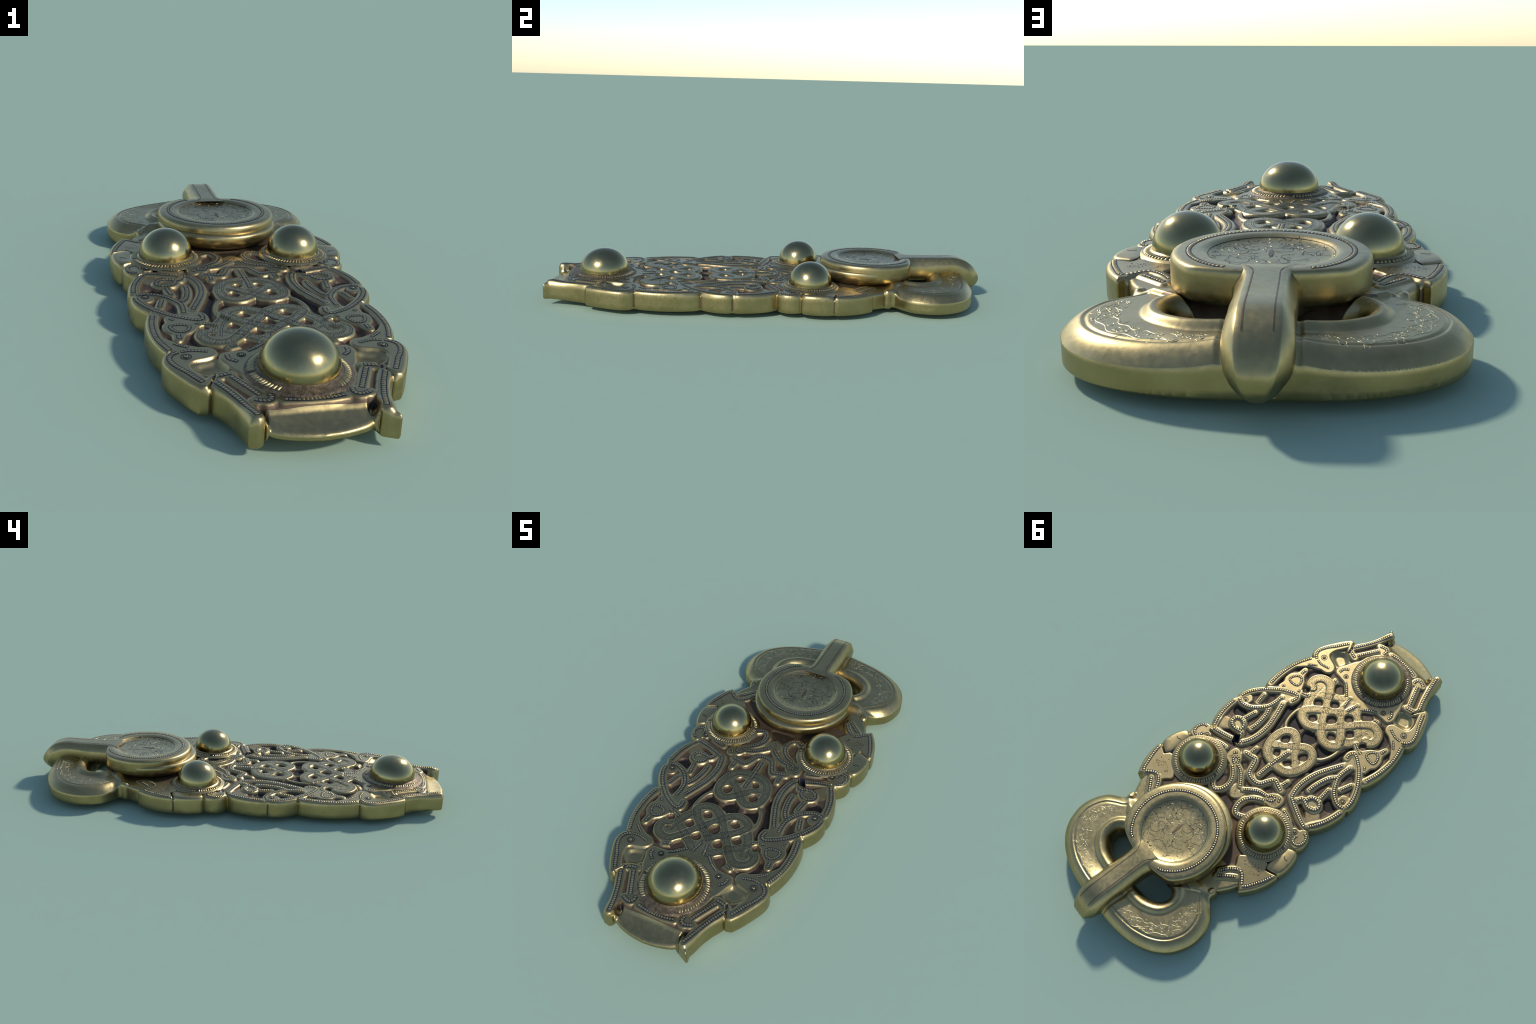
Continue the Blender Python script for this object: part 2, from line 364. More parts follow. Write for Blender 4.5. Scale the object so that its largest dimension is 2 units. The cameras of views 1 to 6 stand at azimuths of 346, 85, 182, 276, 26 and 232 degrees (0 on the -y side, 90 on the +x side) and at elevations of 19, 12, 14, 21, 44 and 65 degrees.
# --- small beast head, shoulder pad and rear wing
A_ = 'beast_head'
pad([(-.338, .026), (-.365, .028), (-.386, .050), (-.390, .085), (-.378, .113), (-.350, .116), (-.328, .100), (-.318, .078), (-.300, .068), (-.304, .050), (-.325, .046)], A_)
row([(-.349, .036), (-.366, .040), (-.377, .058), (-.378, .080), (-.367, .098), (-.348, .102), (-.336, .087), (-.336, .068)], .0105)
eye([(-.315, .064)], .012)
band([(-.209, .037), (-.237, .043), (-.263, .053)], F_, w=.009, beads=.0115, level=.85)
pad([(-.356, .134), (-.366, .122), (-.385, .119), (-.402, .126), (-.416, .147), (-.428, .187), (-.428, .226), (-.410, .244), (-.384, .259), (-.369, .264), (-.356, .252), (-.353, .230), (-.357, .167)], 'shoulder_pad', level=.95, soft=.008, crown=.005)
R_ = 'rear_wing'
pad([(-.245, .317), (-.285, .282), (-.340, .250), (-.369, .274), (-.404, .250), (-.430, .258), (-.425, .310), (-.400, .370), (-.366, .425), (-.345, .402), (-.322, .378), (-.298, .370), (-.280, .372), (-.262, .345)], R_, level=.95)
row([(-.411, .267), (-.401, .307), (-.386, .347), (-.370, .384), (-.358, .397)], .012)
row([(-.352, .394), (-.338, .381), (-.318, .364), (-.298, .358)], .012)
band([(-.292, .362), (-.272, .378), (-.255, .400), (-.242, .425)], R_, w=.010, beads=.011)
band([(-.309, .390), (-.280, .418), (-.250, .448)], R_, w=.010, beads=.011, level=.8)
pit([(-.318, .335), (-.347, .354), (-.372, .354), (-.345, .364)], .008, soft=.006)

# --- combine into heights
RAISE *= 1 - PUNCH; PITS = np.maximum(PITS, .012 * PUNCH)
TOPZ = FLOORZ - np.minimum(PITS * .32, .010) * (1 - np.clip(RAISE * 1.6, 0, 1)) + (TOP - FLOORZ + EXTRA) * RAISE
# fills under bosses
for bx, by, br in ((0, -.747, .128), (-.236, .171, .112), (.236, .171, .112)):
    rr = np.hypot(X - bx, Y - by)
    TOPZ = np.where(rr < br, np.maximum(TOPZ, .104), TOPZ)
TOPZ = TOPZ - HOLLOW * (1 - np.clip(RAISE, 0, 1) * .8)
# front lip: concave ledge sloping out to a thin edge
lipw = sstep(-Y, .905, .930) * (1 - sstep(np.abs(X), .128, .146))
lt = np.clip((Y + 1.0) / .09, 0, 1)
lipz = .062 + .027 * lt ** 1.6
TOPZ = TOPZ * (1 - lipw) + lipz * lipw
gap = (1 - sstep(np.hypot(X - np.sign(X) * .141, (Y + .93) * .55), .006, .017))
TOPZ = TOPZ - .018 * gap * (np.abs(X) > .1)
LAB[(lipw > .5)] = lab('front_lip')
# hinge plate and loop
hw = sstep(Y, .385, .405) * (1 - np.clip(RAISE * 2, 0, 1))
hinge = .094 + .010 * sstep(Y, .50, .55) + .012 * sstep(Y, .51, .55) * sstep(np.abs(X), .12, .17) * (1 - sstep(np.abs(X), .25, .29)) + .008 * (1 - sstep(np.hypot(np.abs(X) - .296, Y - .508), .010, .022))
TOPZ = TOPZ * (1 - hw) + hinge * hw
LAB[(hw > .5)] = lab('hinge_plate')
di = np.abs(HD); do = -OUT
inner = np.where(di < .042, .121, .121 - .015 * sstep(di, .042, .068))
groove = .0035 * (1 - sstep(np.abs(do - .048), .0005, .0075))
loop_drop = np.maximum(.034 * (1 - np.clip(do / .050, 0, 1)) ** 1.9,
                       .058 * (1 - np.sqrt(np.clip(1 - (1 - np.clip(di / .044, 0, 1)) ** 2, 0, 1))))
loopz = np.minimum(inner, .109 + .02 * sstep(do, .06, .10)) - groove
lw = sstep(Y, .52, .56)
endcap = sstep(np.abs(X) * .9 + (Y - .56) * 1.2, .215, .235)
lw = lw * np.maximum(endcap, sstep(Y, .70, .72))
near = np.exp(-np.clip(np.abs(X) - .06, 0, 1) / .09) * sstep(Y, .70, .76)
loopz = loopz + near * (.006 + .018 * sstep(Y, .80, .88))
loopz = loopz - .0045 * (1 - sstep(np.abs(np.abs(X) - .068), .0, .014)) * sstep(Y, .72, .80)
TOPZ = TOPZ - (1 - lw) * .060 * sstep(Y, .565, .625) * (1 - sstep(np.abs(X), .165, .200))
TOPZ = TOPZ * (1 - lw) + loopz * lw
LAB[(lw > .5)] = lab('loop')
LAB[(LAB == 0) & (Y > .44)] = lab('hinge_plate')
# a piece broken out of the right-hand wing
BREAK = [(.188, .004), (.186, -.018), (.213, -.052), (.232, -.040), (.214, -.003)]
bd = d_poly(X, Y, BREAK)
TOPZ = np.where(bd < 0, np.minimum(TOPZ, .070), TOPZ)
# seams between the cast segments
def seam(pts, depth=.012, w=.006):
    for p in (pts, mir(pts)):
        d = d_line(X, Y, np.array(p)); globals()['TOPZ'] = TOPZ - depth * (1 - sstep(d, 0, w))
seam([(.246, -.792), (.230, -.765), (.222, -.738)], .010)
seam([(.419, .250), (.390, .262), (.368, .270)], .010)
seam([(.383, .117), (.360, .130)], .008); seam([(.323, -.592), (.316, -.590)], .010)
seam([(.344, .014), (.332, .022)], .008); seam([(.342, -.310), (.336, -.309)], .010)
# rounded casting edge
D = np.clip(-SDF, 0, None)
soft_r = np.where(Y > .52, .010, .014)
edge_drop = soft_r - np.sqrt(np.clip(soft_r**2 - (soft_r - np.clip(D, 0, soft_r))**2, 0, None))
edge_drop = edge_drop * np.where((np.abs(X) < .137) & (Y < -.9), .5, 1)
edge_fac = np.where((np.abs(X) < .137) & (Y < -.9), .5, 1)
EDGE0 = soft_r * edge_fac * (1 - lw) + lw * np.where(np.abs(OUT) < np.abs(HD), .034, .058)
TOPZ_FLAT = TOPZ.copy()
TOPZ = TOPZ - edge_drop * (1 - lw) - loop_drop * lw
# underside
rb = np.where(Y > .52, .050, .013)
base = .018 - .004 * sstep(Y, .50, .62) + .006 * sstep(-Y, .86, .96) + .024 * lipw
rbf = np.where(Y > .52, .30, 1)
BOT0 = base + rb * rbf
BOTZ = base + (rb - np.sqrt(np.clip(rb**2 - (rb - np.clip(D, 0, rb))**2, 0, None))) * rbf
BOTZ = np.minimum(BOTZ, TOPZ - .012)

def sample(F, x, y):
    fx = np.clip((np.asarray(x) - xs[0]) / CELL, 0, GX - 1.001); fy = np.clip((np.asarray(y) - ys[0]) / CELL, 0, GY - 1.001)
    i = fx.astype(int); j = fy.astype(int); a = fx - i; b = fy - j
    return (F[i, j] * (1 - a) * (1 - b) + F[i + 1, j] * a * (1 - b) + F[i, j + 1] * (1 - a) * b + F[i + 1, j + 1] * a * b)

def height(x, y): return sample(TOPZ, x, y)

# ------------------------------------------------- grid -> closed cast body
def build_body():
    S = np.where(np.abs(SDF) < 2e-5, 2e-5, SDF)
    inside = S < 0
    vid = -np.ones(S.shape, int); vid[inside] = np.arange(inside.sum())
    verts = [np.c_[X[inside], Y[inside]]]; tz = [TOPZ[inside]]; bz = [BOTZ[inside]]
    n = int(inside.sum()); extra = {}; ex = []
    def cross(a, b):
        nonlocal n
        k = (a, b) if a < b else (b, a)
        if k not in extra:
            sa, sb = S[a], S[b]; t = sa / (sa - sb)
            ins = a if sa < 0 else b
            px = X[a] + t * (X[b] - X[a]); py = Y[a] + t * (Y[b] - Y[a])
            ex.append((px, py, ins)); extra[k] = n; n += 1
        return extra[k]
    c = inside[:-1, :-1].astype(int) + inside[1:, :-1] + inside[1:, 1:] + inside[:-1, 1:]
    I, J = np.nonzero(c == 4)
    quads = np.c_[vid[I, J], vid[I + 1, J], vid[I + 1, J + 1], vid[I, J + 1]]
    ql = LAB[I, J]; qr = RAISE[I, J]; qb = bd[I, J] < 0
    faces = quads.tolist(); flab = ql.tolist()
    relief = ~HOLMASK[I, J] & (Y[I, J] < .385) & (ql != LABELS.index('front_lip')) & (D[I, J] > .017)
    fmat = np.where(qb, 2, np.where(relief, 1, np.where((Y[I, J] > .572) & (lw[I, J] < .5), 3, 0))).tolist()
    for i, j in zip(*np.nonzero((c > 0) & (c < 4))):
        cs = [(i, j), (i + 1, j), (i + 1, j + 1), (i, j + 1)]; poly = []
        for k in range(4):
            a, b = cs[k], cs[(k + 1) % 4]
            if inside[a]: poly.append(int(vid[a]))
            if inside[a] != inside[b]: poly.append(cross(a, b))
        if len(poly) >= 3:
            faces.append(poly); ins = next(q for q in cs if inside[q]); flab.append(int(LAB[ins])); fmat.append(0)
    exy = np.array([(e[0], e[1]) for e in ex])
    # rim heights: the unrounded relief there, rolled down by the full edge radius
    zt = sample(TOPZ_FLAT, exy[:, 0], exy[:, 1]) - sample(EDGE0, exy[:, 0], exy[:, 1])
    zb = sample(BOT0, exy[:, 0], exy[:, 1])
    V = np.vstack([verts[0], exy]); zt = np.r_[tz[0], zt]; zb = np.minimum(np.r_[bz[0], zb], zt - .010)
    top = np.c_[V, zt]; bot = np.c_[V, zb]
    N = len(V)
    cnt = {}
    for f in faces:
        if len(f) == 4 and max(f) < inside.sum(): continue
        for a, b in zip(f, f[1:] + f[:1]): cnt[(a, b)] = 1
    rim = [(a, b) for (a, b) in cnt if (b, a) not in cnt and a >= inside.sum() and b >= inside.sum()]
    # wall rows
    ROW = 3; allv = [top, bot]; rid = {}; rim_v = sorted({a for e in rim for a in e})
    base_i = 2 * N
    for k, v in enumerate(rim_v): rid[v] = base_i + k * ROW
    w = []
    for v in rim_v:
        for r in range(ROW):
            t = (r + 1) / (ROW + 1); w.append((*V[v], zt[v] * (1 - t) + zb[v] * t))
    allv.append(np.array(w)); allv = np.vstack(allv)
    wl = lab('plate_body'); nf = len(faces)
    F = faces + [[q + N for q in f[::-1]] for f in faces]; L = flab + [wl] * nf; M = fmat + [0] * nf
    for a, b in rim:
        ca = [a] + [rid[a] + r for r in range(ROW)] + [a + N]; cb = [b] + [rid[b] + r for r in range(ROW)] + [b + N]
        wy = V[a][1]; dark = 3 if min(math.hypot(abs(V[a][0]) - nx, wy - ny) for nx, ny in NOTCHES) < .0092 else 0
        for r in range(ROW + 1):
            F.append([ca[r], ca[r + 1], cb[r + 1], cb[r]]); L.append(wl if wy < .5 else lab('loop')); M.append(dark)
    return allv, F, np.array(L), np.array(M)

def vertex_normals(V, F):
    """angle-weighted, so that sliver cells along the rim do not ripple the shading"""
    Nn = np.zeros_like(V)
    for k in sorted({len(f) for f in F}):
        A = np.array([f for f in F if len(f) == k]); c = np.zeros((len(A), 3))
        for q in range(1, k - 1):
            c += np.cross(V[A[:, q]] - V[A[:, 0]], V[A[:, q + 1]] - V[A[:, 0]])
        c /= np.maximum(np.linalg.norm(c, axis=1)[:, None], 1e-15)
        for q in range(k):
            u = V[A[:, (q + 1) % k]] - V[A[:, q]]; w = V[A[:, q - 1]] - V[A[:, q]]
            cs = (u * w).sum(1) / np.maximum(np.linalg.norm(u, axis=1) * np.linalg.norm(w, axis=1), 1e-15)
            np.add.at(Nn, A[:, q], c * np.arccos(np.clip(cs, -1, 1))[:, None])
    return Nn / np.maximum(np.linalg.norm(Nn, axis=1)[:, None], 1e-12)

def obj_from(name, V, F, mats, mi=None, parent=None, normals=None, smooth_=True, kind=None):
    me = bpy.data.meshes.new(name)
    me.from_pydata([tuple(v) for v in np.asarray(V).tolist()], [], F); 
    for m in (mats if isinstance(mats, list) else [mats]): me.materials.append(m)
    if mi is not None: me.polygons.foreach_set('material_index', np.asarray(mi, np.int32))
    me.polygons.foreach_set('use_smooth', np.full(len(me.polygons), smooth_))
    me.update()
    if normals is not None: me.normals_split_custom_set_from_vertices(normals)
    o = bpy.data.objects.new(name, me); bpy.context.scene.collection.objects.link(o)
    if parent: o.parent = parent
    if kind: o['kind'] = kind
    return o

root = bpy.data.objects.new('belt_buckle', None); bpy.context.scene.collection.objects.link(root)
root['label'] = 'ornate golden bronze belt buckle with interlaced beasts and bosses'
root['category'] = 'belt buckle'

AV, AF, AL, AM = build_body()
AN = vertex_normals(AV, AF)
PARTS = {}
order = ['plate_body'] + [l for l in LABELS if l != 'plate_body']
for name in order:
    li = LABELS.index(name)
    idx = np.nonzero(AL == li)[0]
    if not len(idx): continue
    fs = [AF[i] for i in idx]
    used = np.unique(np.concatenate([np.array(f) for f in fs]))
    remap = -np.ones(len(AV), int); remap[used] = np.arange(len(used))
    fs = [remap[f].tolist() for f in fs]
    par = root if name in ('plate_body', 'loop') else PARTS['plate_body']
    PARTS[name] = obj_from(name, AV[used], fs, MATS, AM[idx], par, AN[used].tolist())
plate = PARTS['plate_body']; loop = PARTS['loop']

# ------------------------------------------------------------ inlays and beads
class Bag:
    def __init__(s): s.v = []; s.f = []
    def grid(s, P, closed=False):
        """P: rows x cols x 3"""
        b = len(s.v); r, c, _ = P.shape
        s.v += P.reshape(-1, 3).tolist()
        for i in range(r - 1 + (1 if closed else 0)):
            for j in range(c - 1):
                i2 = (i + 1) % r
                s.f.append([b + i * c + j, b + i2 * c + j, b + i2 * c + j + 1, b + i * c + j + 1])
    def obj(s, name, mat, parent, kind='stuff'):
        return obj_from(name, np.array(s.v), s.f, mat, None, parent, None, True, kind)

def frames(P):
    T = np.gradient(P, axis=0); T /= np.maximum(np.linalg.norm(T, axis=1)[:, None], 1e-9)
    return T, np.c_[T[:, 1], -T[:, 0]]

def ribbon(bag, P, w, lift=.0007, hfun=height, cols=3):
    _, Nn = frames(P); u = np.linspace(-.5, .5, cols) * w
    xy = P[:, None, :] + Nn[:, None, :] * u[None, :, None]
    z = hfun(xy[..., 0], xy[..., 1]) + lift
    bag.grid(np.dstack([xy, z]))

def bead(bag, S, Pc, T, N, ln, w, h, hfun):
    g = np.linspace(-1, 1, 5); U, Vv = np.meshgrid(g, g, indexing='ij')
    k = 1 - .10 * U**2 * Vv**2
    xy = Pc + (U * k * ln / 2)[..., None] * T + (Vv * k * w / 2)[..., None] * N
    z = hfun(xy[..., 0], xy[..., 1]) + h * (1 - U**4) * (1 - Vv**4) + .0003
    bag.grid(np.dstack([xy, z]))

def bead_row(nb, bb, P, w, pitch=.0105, hfun=height, rel=.0016):
    L = np.r_[0, np.cumsum(np.linalg.norm(np.diff(P, axis=0), axis=1))]
    if L[-1] < .008: return
    # soft round ends
    ribbon(nb, P, w + .0036, hfun=hfun)
    pitch *= min(1.0, .55 + w / .0125 * .45)
    n = max(2, int(round(L[-1] / pitch))); step = L[-1] / n
    T, N = frames(P)
    for k in range(n):
        s = (k + .5) * step
        c = np.array([np.interp(s, L, P[:, 0]), np.interp(s, L, P[:, 1])])
        t = np.array([np.interp(s, L, T[:, 0]), np.interp(s, L, T[:, 1])]); t /= np.linalg.norm(t) + 1e-9
        nn = np.array([t[1], -t[0]])
        bead(bb, s, c, t, nn, step * .84 * random.uniform(.94, 1.06), w * random.uniform(.92, 1.02), rel * random.uniform(.8, 1.15), hfun)

nb, bb = Bag(), Bag()
for P, w in ROWS: bead_row(nb, bb, P, w)
nb.obj('niello_channel', NIELLO, plate); bb.obj('bead_row', BEAD, plate)

# eyes: niello ring, raised bead, dark pupil
ne, be = Bag(), Bag()
for (ex_, ey_), r in EYES:
    a = np.linspace(0, 2 * math.pi, 25)
    for q, w in ((r, .0026), (r * .55, .0024)):
        ribbon(ne, np.c_[ex_ + q * np.cos(a), ey_ + q * np.sin(a)], w, lift=.0009)
    rr = np.linspace(0, r * .42, 5)
    A, Rr = np.meshgrid(a, rr, indexing='ij')
    zz = height(ex_, ey_) + .001 + .0035 * np.sqrt(np.clip(1 - (Rr / (r * .45))**2, 0, 1))
    be.grid(np.dstack([ex_ + Rr * np.cos(A), ey_ + Rr * np.sin(A), zz]))
    ne.grid(np.dstack([ex_ + Rr * .35 * np.cos(A), ey_ + Rr * .35 * np.sin(A), zz * 0 + zz.max() + .0006]))
ne.obj('eye_ring', NIELLO, plate); be.obj('eye_pupil', BEAD, plate)

# interlace ribbons: fine contour line and punched dots
nk = Bag(); bk = Bag()
for P in KNOTS:
    T, N = frames(P)
    for sgn in (-1, 1):
        ribbon(nk, P + N * sgn * .0140, .0015, lift=.0006)
    L = np.r_[0, np.cumsum(np.linalg.norm(np.diff(P, axis=0), axis=1))]
    s = .004
    while s < L[-1] - .004:
        for off in (-.0078, random.choice([-.001, .001]), .0078)[::random.choice([1, 2])]:
            c = np.array([np.interp(s, L, P[:, 0]), np.interp(s, L, P[:, 1])]); t = np.array([np.interp(s, L, T[:, 0]), np.interp(s, L, T[:, 1])])
            n2 = np.array([t[1], -t[0]]); c = c + n2 * (off + random.uniform(-.001, .001)) + t * random.uniform(-.002, .002)
            an = random.choice([0, 0, 1.57, .8, -.8]) + random.uniform(-.3, .3)
            d = np.array([t[0] * math.cos(an) - t[1] * math.sin(an), t[0] * math.sin(an) + t[1] * math.cos(an)]) * random.uniform(.0014, .0028)
            ribbon(nk, np.array([c - d, c, c + d]), random.uniform(.0016, .0024), lift=.0007)
        s += random.uniform(.0065, .0095)
# small engraved signs on the rear wings, haunches and serpents
def scratch(x, y, r, n):
    for _ in range(n):
        a = random.uniform(0, 6.28); q = r * math.sqrt(random.random())
        cx, cy = x + q * math.cos(a), y + q * math.sin(a); b = random.uniform(0, 6.28); ln = random.uniform(.004, .010); k = random.uniform(-2.5, 2.5)
        tt = np.linspace(0, 1, 5)
        ang = b + k * tt
        P = np.c_[cx + np.cumsum(np.cos(ang)) * ln / 5, cy + np.cumsum(np.sin(ang)) * ln / 5]
        ribbon(nk, P, .0014, lift=.0007)
for sx in (-1, 1):
    scratch(sx * .345, .305, .030, 24); scratch(sx * .292, .315, .014, 8)
    scratch(sx * .150, .045, .014, 14); scratch(sx * .0, .145, .02, 6); scratch(sx * .018, -.52, .016, 10)
    P = np.array([(sx * .372, .172), (sx * .388, .180), (sx * .398, .176)]); ribbon(nk, smooth(P), .003)
    P = smooth([(sx * .356, .134), (sx * .352, .20), (sx * .356, .25), (sx * .375, .268), (sx * .412, .249)]); ribbon(nk, P, .0026)
nk.obj('engraved_line', NIELLO, plate)

# ------------------------------------------------------------------- lathes
def lathe(name, prof, centre, mat, parent, seg=96, kind=None):
    """prof: list of (radius, z) from axis outward and down"""
    a = np.linspace(0, 2 * math.pi, seg, endpoint=False)
    pr = np.array(prof); V = []; F = []
    for r, z in pr: V += [(centre[0] + r * math.cos(t), centre[1] + r * math.sin(t), z) for t in a]
    for i in range(len(pr) - 1):
        for k in range(seg):
            k2 = (k + 1) % seg
            F.append([i * seg + k, (i + 1) * seg + k, (i + 1) * seg + k2, i * seg + k2])
    return obj_from(name, np.array(V), F, mat, None, parent, None, True, kind)

def boss(cx, cy, R, ztop, zbase, Rc, worn):
    prof = []
    for t in np.linspace(0.0004, math.pi / 2, 24):
        prof.append((R * math.sin(t) ** .97, zbase + (ztop - zbase) * math.cos(t)))
    prof += [(R * 1.005, zbase - .006)]
    b = lathe('boss', prof, (cx, cy), POLISH, plate)
    col = [(R * .985, zbase), (R * 1.02, zbase - .003), (R + (Rc - R) * .5, zbase - .008), (Rc, .1075), (Rc + .010, .100)]
    lathe('boss_collar', col, (cx, cy), CRUST if worn else GOLD, plate)
    zc = lambda x, y: np.interp(np.hypot(x - cx, y - cy), [c[0] for c in col], [c[1] for c in col])
    nn, bs = Bag(), Bag()
    a = np.linspace(0, 2 * math.pi, 120); rm = R + (Rc - R) * .60; w = (Rc - R) * .66
    n = int(2 * math.pi * rm / .0108)
    keep = lambda t: not (worn and abs(((t + math.pi / 2 + math.pi) % (2 * math.pi)) - math.pi) < .62)
    P = np.array([(cx + rm * math.cos(t), cy + rm * math.sin(t)) for t in a])
    ribbon(nn, P, w * 1.05, lift=.0006, hfun=zc, cols=5)
    for k in range(n):
        t = 2 * math.pi * (k + .5) / n + random.uniform(-.01, .01)
        if not keep(t) or random.random() < .04: continue
        e = np.array([math.cos(t), math.sin(t)]); tg = np.array([-e[1], e[0]])
        sk = tg + .22 * e; sk /= np.linalg.norm(sk)
        bead(bs, 0, np.array([cx, cy]) + rm * e, tg, e - .25 * tg, .0080, w * random.uniform(.88, 1.0), .0032, zc)
    nn.obj('collar_groove', CRUST if worn else FLOOR, plate); bs.obj('collar_bead', BEAD, plate)
    return b
boss(0, -.749, .110, .2175, .119, .141, True)
boss(-.236, .171, .0945, .2115, .117, .121, False)
boss(.236, .171, .0945, .2115, .117, .121, False)

# back studs that once held the strap, hidden under the bosses
for cx, cy in ((0, -.747), (-.236, .171), (.236, .171)):
    lathe('back_stud', [(.001, .030), (.030, .030), (.030, .006), (.024, .0), (.001, .0)], (cx, cy), GOLD, plate, 32)

# --------------------------------------------------- tongue with round shield
tongue = bpy.data.objects.new('tongue', None); root_t = tongue
bpy.context.scene.collection.objects.link(tongue); tongue.parent = root
DC = (0.0, .475)
drum = lathe('shield_drum', [(.10, .168), (.203, .160), (.216, .159), (.2245, .155), (.2275, .149), (.2280, .140), (.2265, .126), (.220, .114), (.208, .104), (.196, .096), (.17, .084)], (0, .450), GOLD, tongue, 64)
dish = [(0.001, .1745), (.05, .1745), (.10, .1747), (.130, .1760), (.141, .1800), (.148, .1850), (.155, .1882), (.165, .1890), (.207, .1886), (.216, .1872), (.2220, .1838), (.2255, .1775), (.2268, .168), (.2268, .135), (.2265, .118), (.218, .108), (.150, .105), (.05, .105), (.001, .105)]
shield = lathe('round_shield', dish, DC, GOLD, tongue, 96)
def cut_back(y):
    """the shield is cut nearly straight where the tongue leaves it"""
    r = np.asarray(y) - DC[1]
    return DC[1] + np.where(r > .152, .152 + (r - .152) * .48, r)
for o in (drum, shield):
    for v in o.data.vertices: v.co.y = float(cut_back(v.co.y))
    o.data.update()
zd = lambda x, y: np.interp(np.hypot(x - DC[0], y - DC[1]), [d[0] for d in dish[:13]], [d[1] for d in dish[:13]])
ns, bs_, cs_ = Bag(), Bag(), Bag()
a = np.linspace(math.pi / 2 + .50, math.pi * 2.5 - .50, 160)
bead_row(ns, bs_, np.c_[DC[0] + .186 * np.cos(a), cut_back(DC[1] + .186 * np.sin(a))], .0095, .0118, zd, .0016)
a = np.linspace(0, 2 * math.pi, 100)
ribbon(ns, np.c_[.143 * np.cos(a) + DC[0], .143 * np.sin(a) + DC[1]], .0012, hfun=zd)
# central slit
sl = Bag(); yy = np.linspace(.425, .492, 16); ww = .0062 * np.sin(np.linspace(0, math.pi, 16)) ** .8
sl.grid(np.dstack([np.c_[.002 - ww, .002 + ww], np.c_[yy, yy], np.full((16, 2), .1756)]))
sl.obj('shield_slit', FLOOR, tongue)
# engraved figures in the dish: curling strokes, raised crest lines with dark cuts
def tube(bag, P, r, hfun, seg=6, lift=0.0, taper=True):
    T, N = frames(P); n = len(P); an = np.linspace(0, 2 * math.pi, seg + 1)
    rad = r * (np.sin(np.linspace(.12, math.pi - .12, n)) ** .5 if taper else np.ones(n))
    z0 = hfun(P[:, 0], P[:, 1]) + lift
    xy = P[:, None, :] + N[:, None, :] * (rad[:, None] * np.cos(an))[..., None]
    bag.grid(np.dstack([xy, z0[:, None] + rad[:, None] * np.sin(an) * .5]))
def curl(cx, cy, ang, ln, k0, k1, n=16):
    t = np.linspace(0, 1, n); th = ang + k0 * t + k1 * t * t
    return np.c_[cx + np.cumsum(np.cos(th)) * ln / n, cy + np.cumsum(np.sin(th)) * ln / n]
FIG = [(-.10, .40, .3, .09, 1.5, 2.5), (-.06, .37, 1.0, .08, -1.0, -2.5), (.03, .37, .2, .10, 1.8, 1.5), (.09, .40, 1.8, .09, .8, 2.2),
       (.02, .47, .2, .08, -1.4, 2.4), (.05, .50, 2.6, .07, 1.5, -3.0), (.10, .52, 2.0, .08, 1.2, 2.0), (-.02, .50, 2.8, .08, -1.5, -1.5),
       (-.06, .47, 4.2, .09, 1.6, 1.0), (-.09, .50, 1.0, .10, -.9, -2.0), (-.05, .56, -.3, .09, -.8, 2.8), (.03, .56, .1, .08, 1.5, -3.5),
       (.0, .43, 2.4, .07, 1.0, 2.2), (-.03, .41, .8, .06, -2.5, 1.0), (.06, .43, 5.2, .08, 1.2, 1.8), (-.11, .45, 2.0, .07, -2.0, -2.0)]
FIG += [(random.uniform(-.1, .1), DC[1] + random.uniform(-.1, .1), random.uniform(0, 6.28), random.uniform(.04, .07), random.uniform(-2, 2), random.uniform(-3, 3)) for _ in range(8)]
for cx, cy, an, ln, k0, k1 in FIG:
    P = curl(cx, cy, an, ln, k0, k1)
    P = P[np.hypot(P[:, 0] - DC[0], P[:, 1] - DC[1]) < .134]
    if len(P) > 4:
        tube(cs_, P, .0034, zd, lift=-.0018); ribbon(ns, P + frames(P)[1] * .0042, .0012, lift=.0005, hfun=zd)
for k in range(170):
    t = random.uniform(0, 6.28); r = random.choice([random.uniform(.112, .142), random.uniform(.02, .13)])
    P = curl(DC[0] + r * math.cos(t), DC[1] + r * math.sin(t), random.uniform(0, 6.28), random.uniform(.008, .022), random.uniform(-3, 3), 0, 7)
    if k % 3 == 0: tube(cs_, P, .0016, zd)
    else: ribbon(ns, P, .0012, hfun=zd)
ns.obj('shield_engraving', NIELLO, tongue); bs_.obj('shield_bead', BEAD, tongue); cs_.obj('shield_figure', CREST, tongue)

# tongue bar: stations along a bent spine (top point, bottom point, half width)
ST = [(.606, .1880, .606, .088, .088), (.636, .1900, .636, .088, .0840), (.660, .1900, .660, .088, .0710), (.685, .1898, .685, .088, .0655), (.710, .1896, .710, .088, .0645), (.745, .1896, .745, .090, .0640),
      (.800, .1900, .795, .102, .0640), (.850, .1910, .845, .110, .0620), (.890, .1890, .872, .106, .0630), (.922, .1800, .890, .098, .0640),
      (.950, .1650, .900, .088, .0650), (.974, .1420, .908, .076, .0630), (.992, .1140, .912, .064, .0580), (.9995, .0930, .915, .054, .0500),
      (.997, .0740, .916, .046, .0410), (.986, .0560, .918, .038, .0310), (.970, .0420, .920, .032, .0200), (.954, .0330, .922, .028, .0090)]
SEC = [(-.46, 1.0), (-.60, .995), (-.66, .975), (-.95, .70), (-1.0, .62), (-1.0, .22), (-.95, .07), (-.85, 0.0), (0, -.03),
       (.85, 0.0), (.95, .07), (1.0, .22), (1.0, .62), (.95, .70), (.66, .975), (.60, .995), (.46, 1.0), (.24, 1.003), (0, 1.005), (-.24, 1.003)]
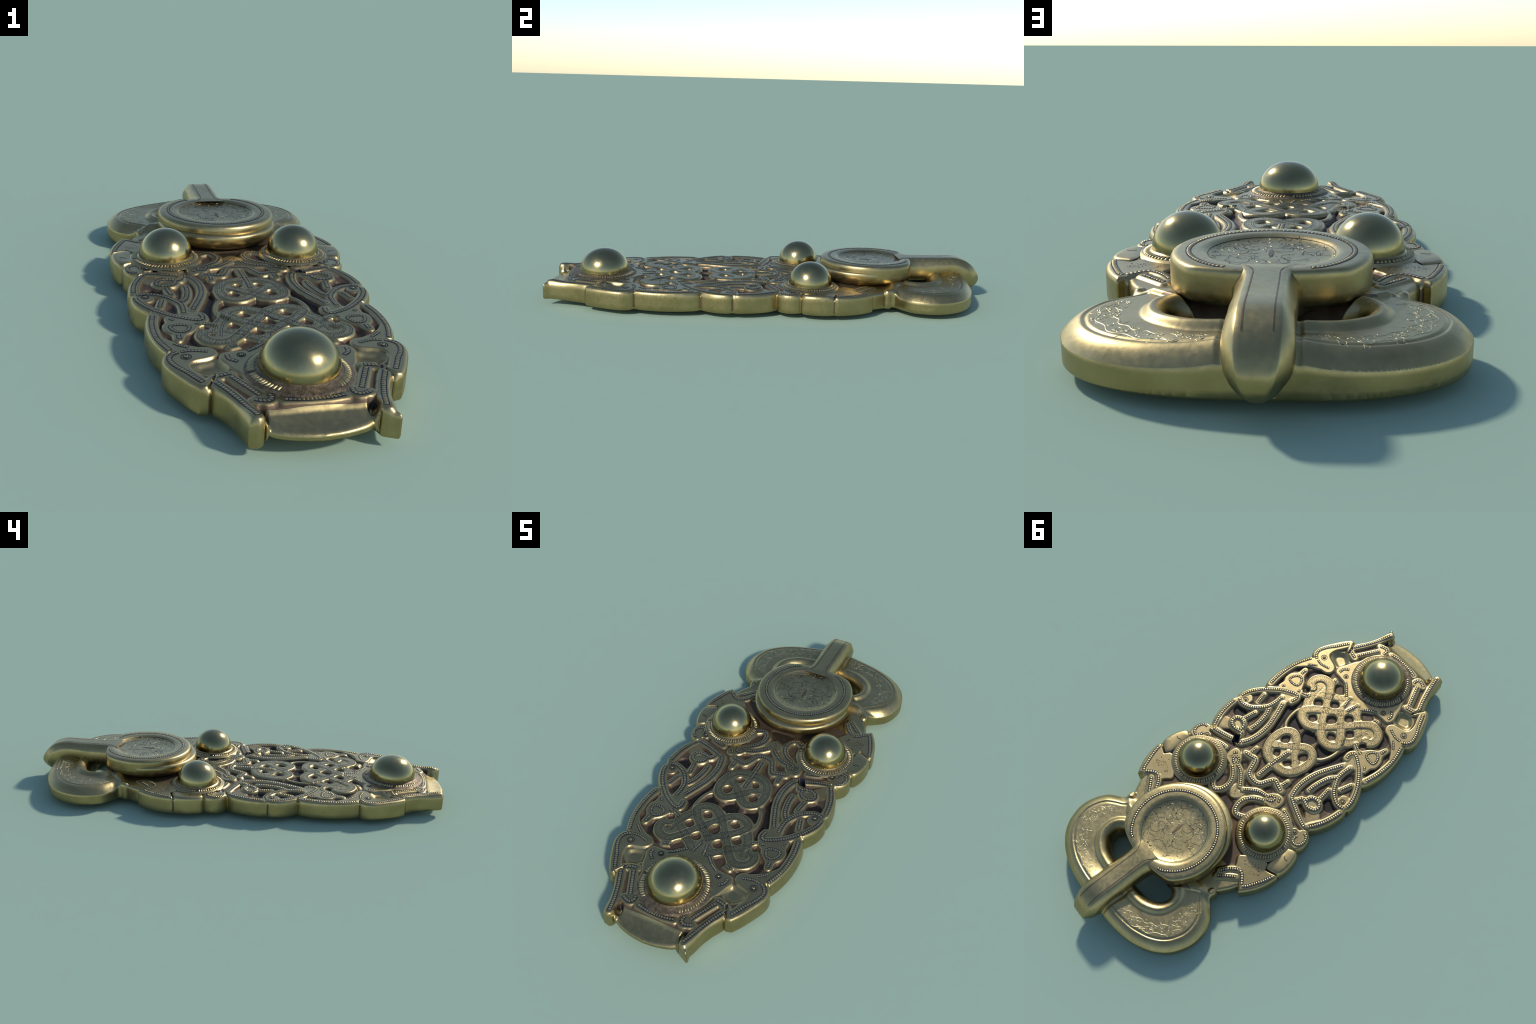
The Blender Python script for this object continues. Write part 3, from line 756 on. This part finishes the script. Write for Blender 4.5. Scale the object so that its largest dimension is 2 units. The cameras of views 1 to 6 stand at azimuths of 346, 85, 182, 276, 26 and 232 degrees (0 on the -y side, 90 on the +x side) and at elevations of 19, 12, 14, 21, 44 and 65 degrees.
def resample(ST, n):
    A = np.array(ST); t = np.linspace(0, len(A) - 1, n); i = np.clip(t.astype(int), 0, len(A) - 2); f = (t - i)[:, None]
    g = lambda k: A[np.clip(k, 0, len(A) - 1)]
    a, b, c, d = g(i - 1), g(i), g(i + 1), g(i + 2)
    return .5 * (2 * b + (c - a) * f + (2 * a - 5 * b + 4 * c - d) * f**2 + (3 * b - a - 3 * c + d) * f**3)
tb = Bag(); G = []
for ty, tz_, by_, bz_, hw_ in resample(ST, 60):
    ring = [(u * hw_, by_ + (ty - by_) * v, bz_ + (tz_ - bz_) * v) for u, v in SEC]
    G.append(ring + [ring[0]])
tb.grid(np.array(G)[:, ::-1])
n0 = len(tb.v); tb.f.append([n0 - 21 + q for q in range(20)][::-1])
bar = tb.obj('tongue_bar', GOLD, tongue, None)
if 'kind' in bar: del bar['kind']
gb = Bag()
for sx in (-1, 1):
    rows = []
    for ty, tz_, by_, bz_, hw_ in resample(ST, 60):
        if ty > .955 or len(rows) > 44: break
        fl = .022 * max(0, 1 - (ty - .62) / .05) ** 2
        rows.append([(sx * (.0262 + fl), ty, tz_ + .0012), (sx * (.0288 + fl), ty, tz_ + .0010)])
    gb.grid(np.array(rows) if sx < 0 else np.array(rows)[:, ::-1])
gb.obj('tongue_groove', FLOOR, tongue)

# ------------------------------------------------------ engraved loop scrolls
lc = Bag(); ld = Bag()
MID = [(.292, .600), (.318, .650), (.322, .700), (.307, .750), (.275, .793), (.225, .825), (.165, .845), (.090, .853)]
for sx in (-1, 1):
    P = smooth([(sx * x, y) for x, y in MID], .004); T, N = frames(P)
    n = len(P); t = np.linspace(0, 1, n)
    for off, am, fr, ph in ((.020, .004, 46, 0), (-.016, .005, 38, 1.0)):
        tube(lc, P + N * (off * -sx + am * np.sin(t * fr + ph))[:, None] * np.clip(np.sin(t * math.pi) * 2.2, 0, 1)[:, None], .0022, height, lift=-.0003, taper=True)
    for k in range(110):
        i = random.randrange(3, n - 3); c = P[i] + N[i] * random.uniform(-.020, .022)
        q = curl(c[0], c[1], random.uniform(0, 6.28), random.uniform(.014, .034), random.uniform(-4, 4), random.uniform(-4, 4), 12)
        tube(lc, q, random.uniform(.0014, .0022), height, lift=-.0003)
lc.obj('loop_scroll', CREST, loop)

# the bar is the tongue itself: hang its shield, beads and grooves on it
for child in list(tongue.children):
    if child is not bar: child.parent = bar
bar.parent = root
bpy.data.objects.remove(tongue)
bar.name = bar.data.name = 'tongue'
plate.name = plate.data.name = 'plate'
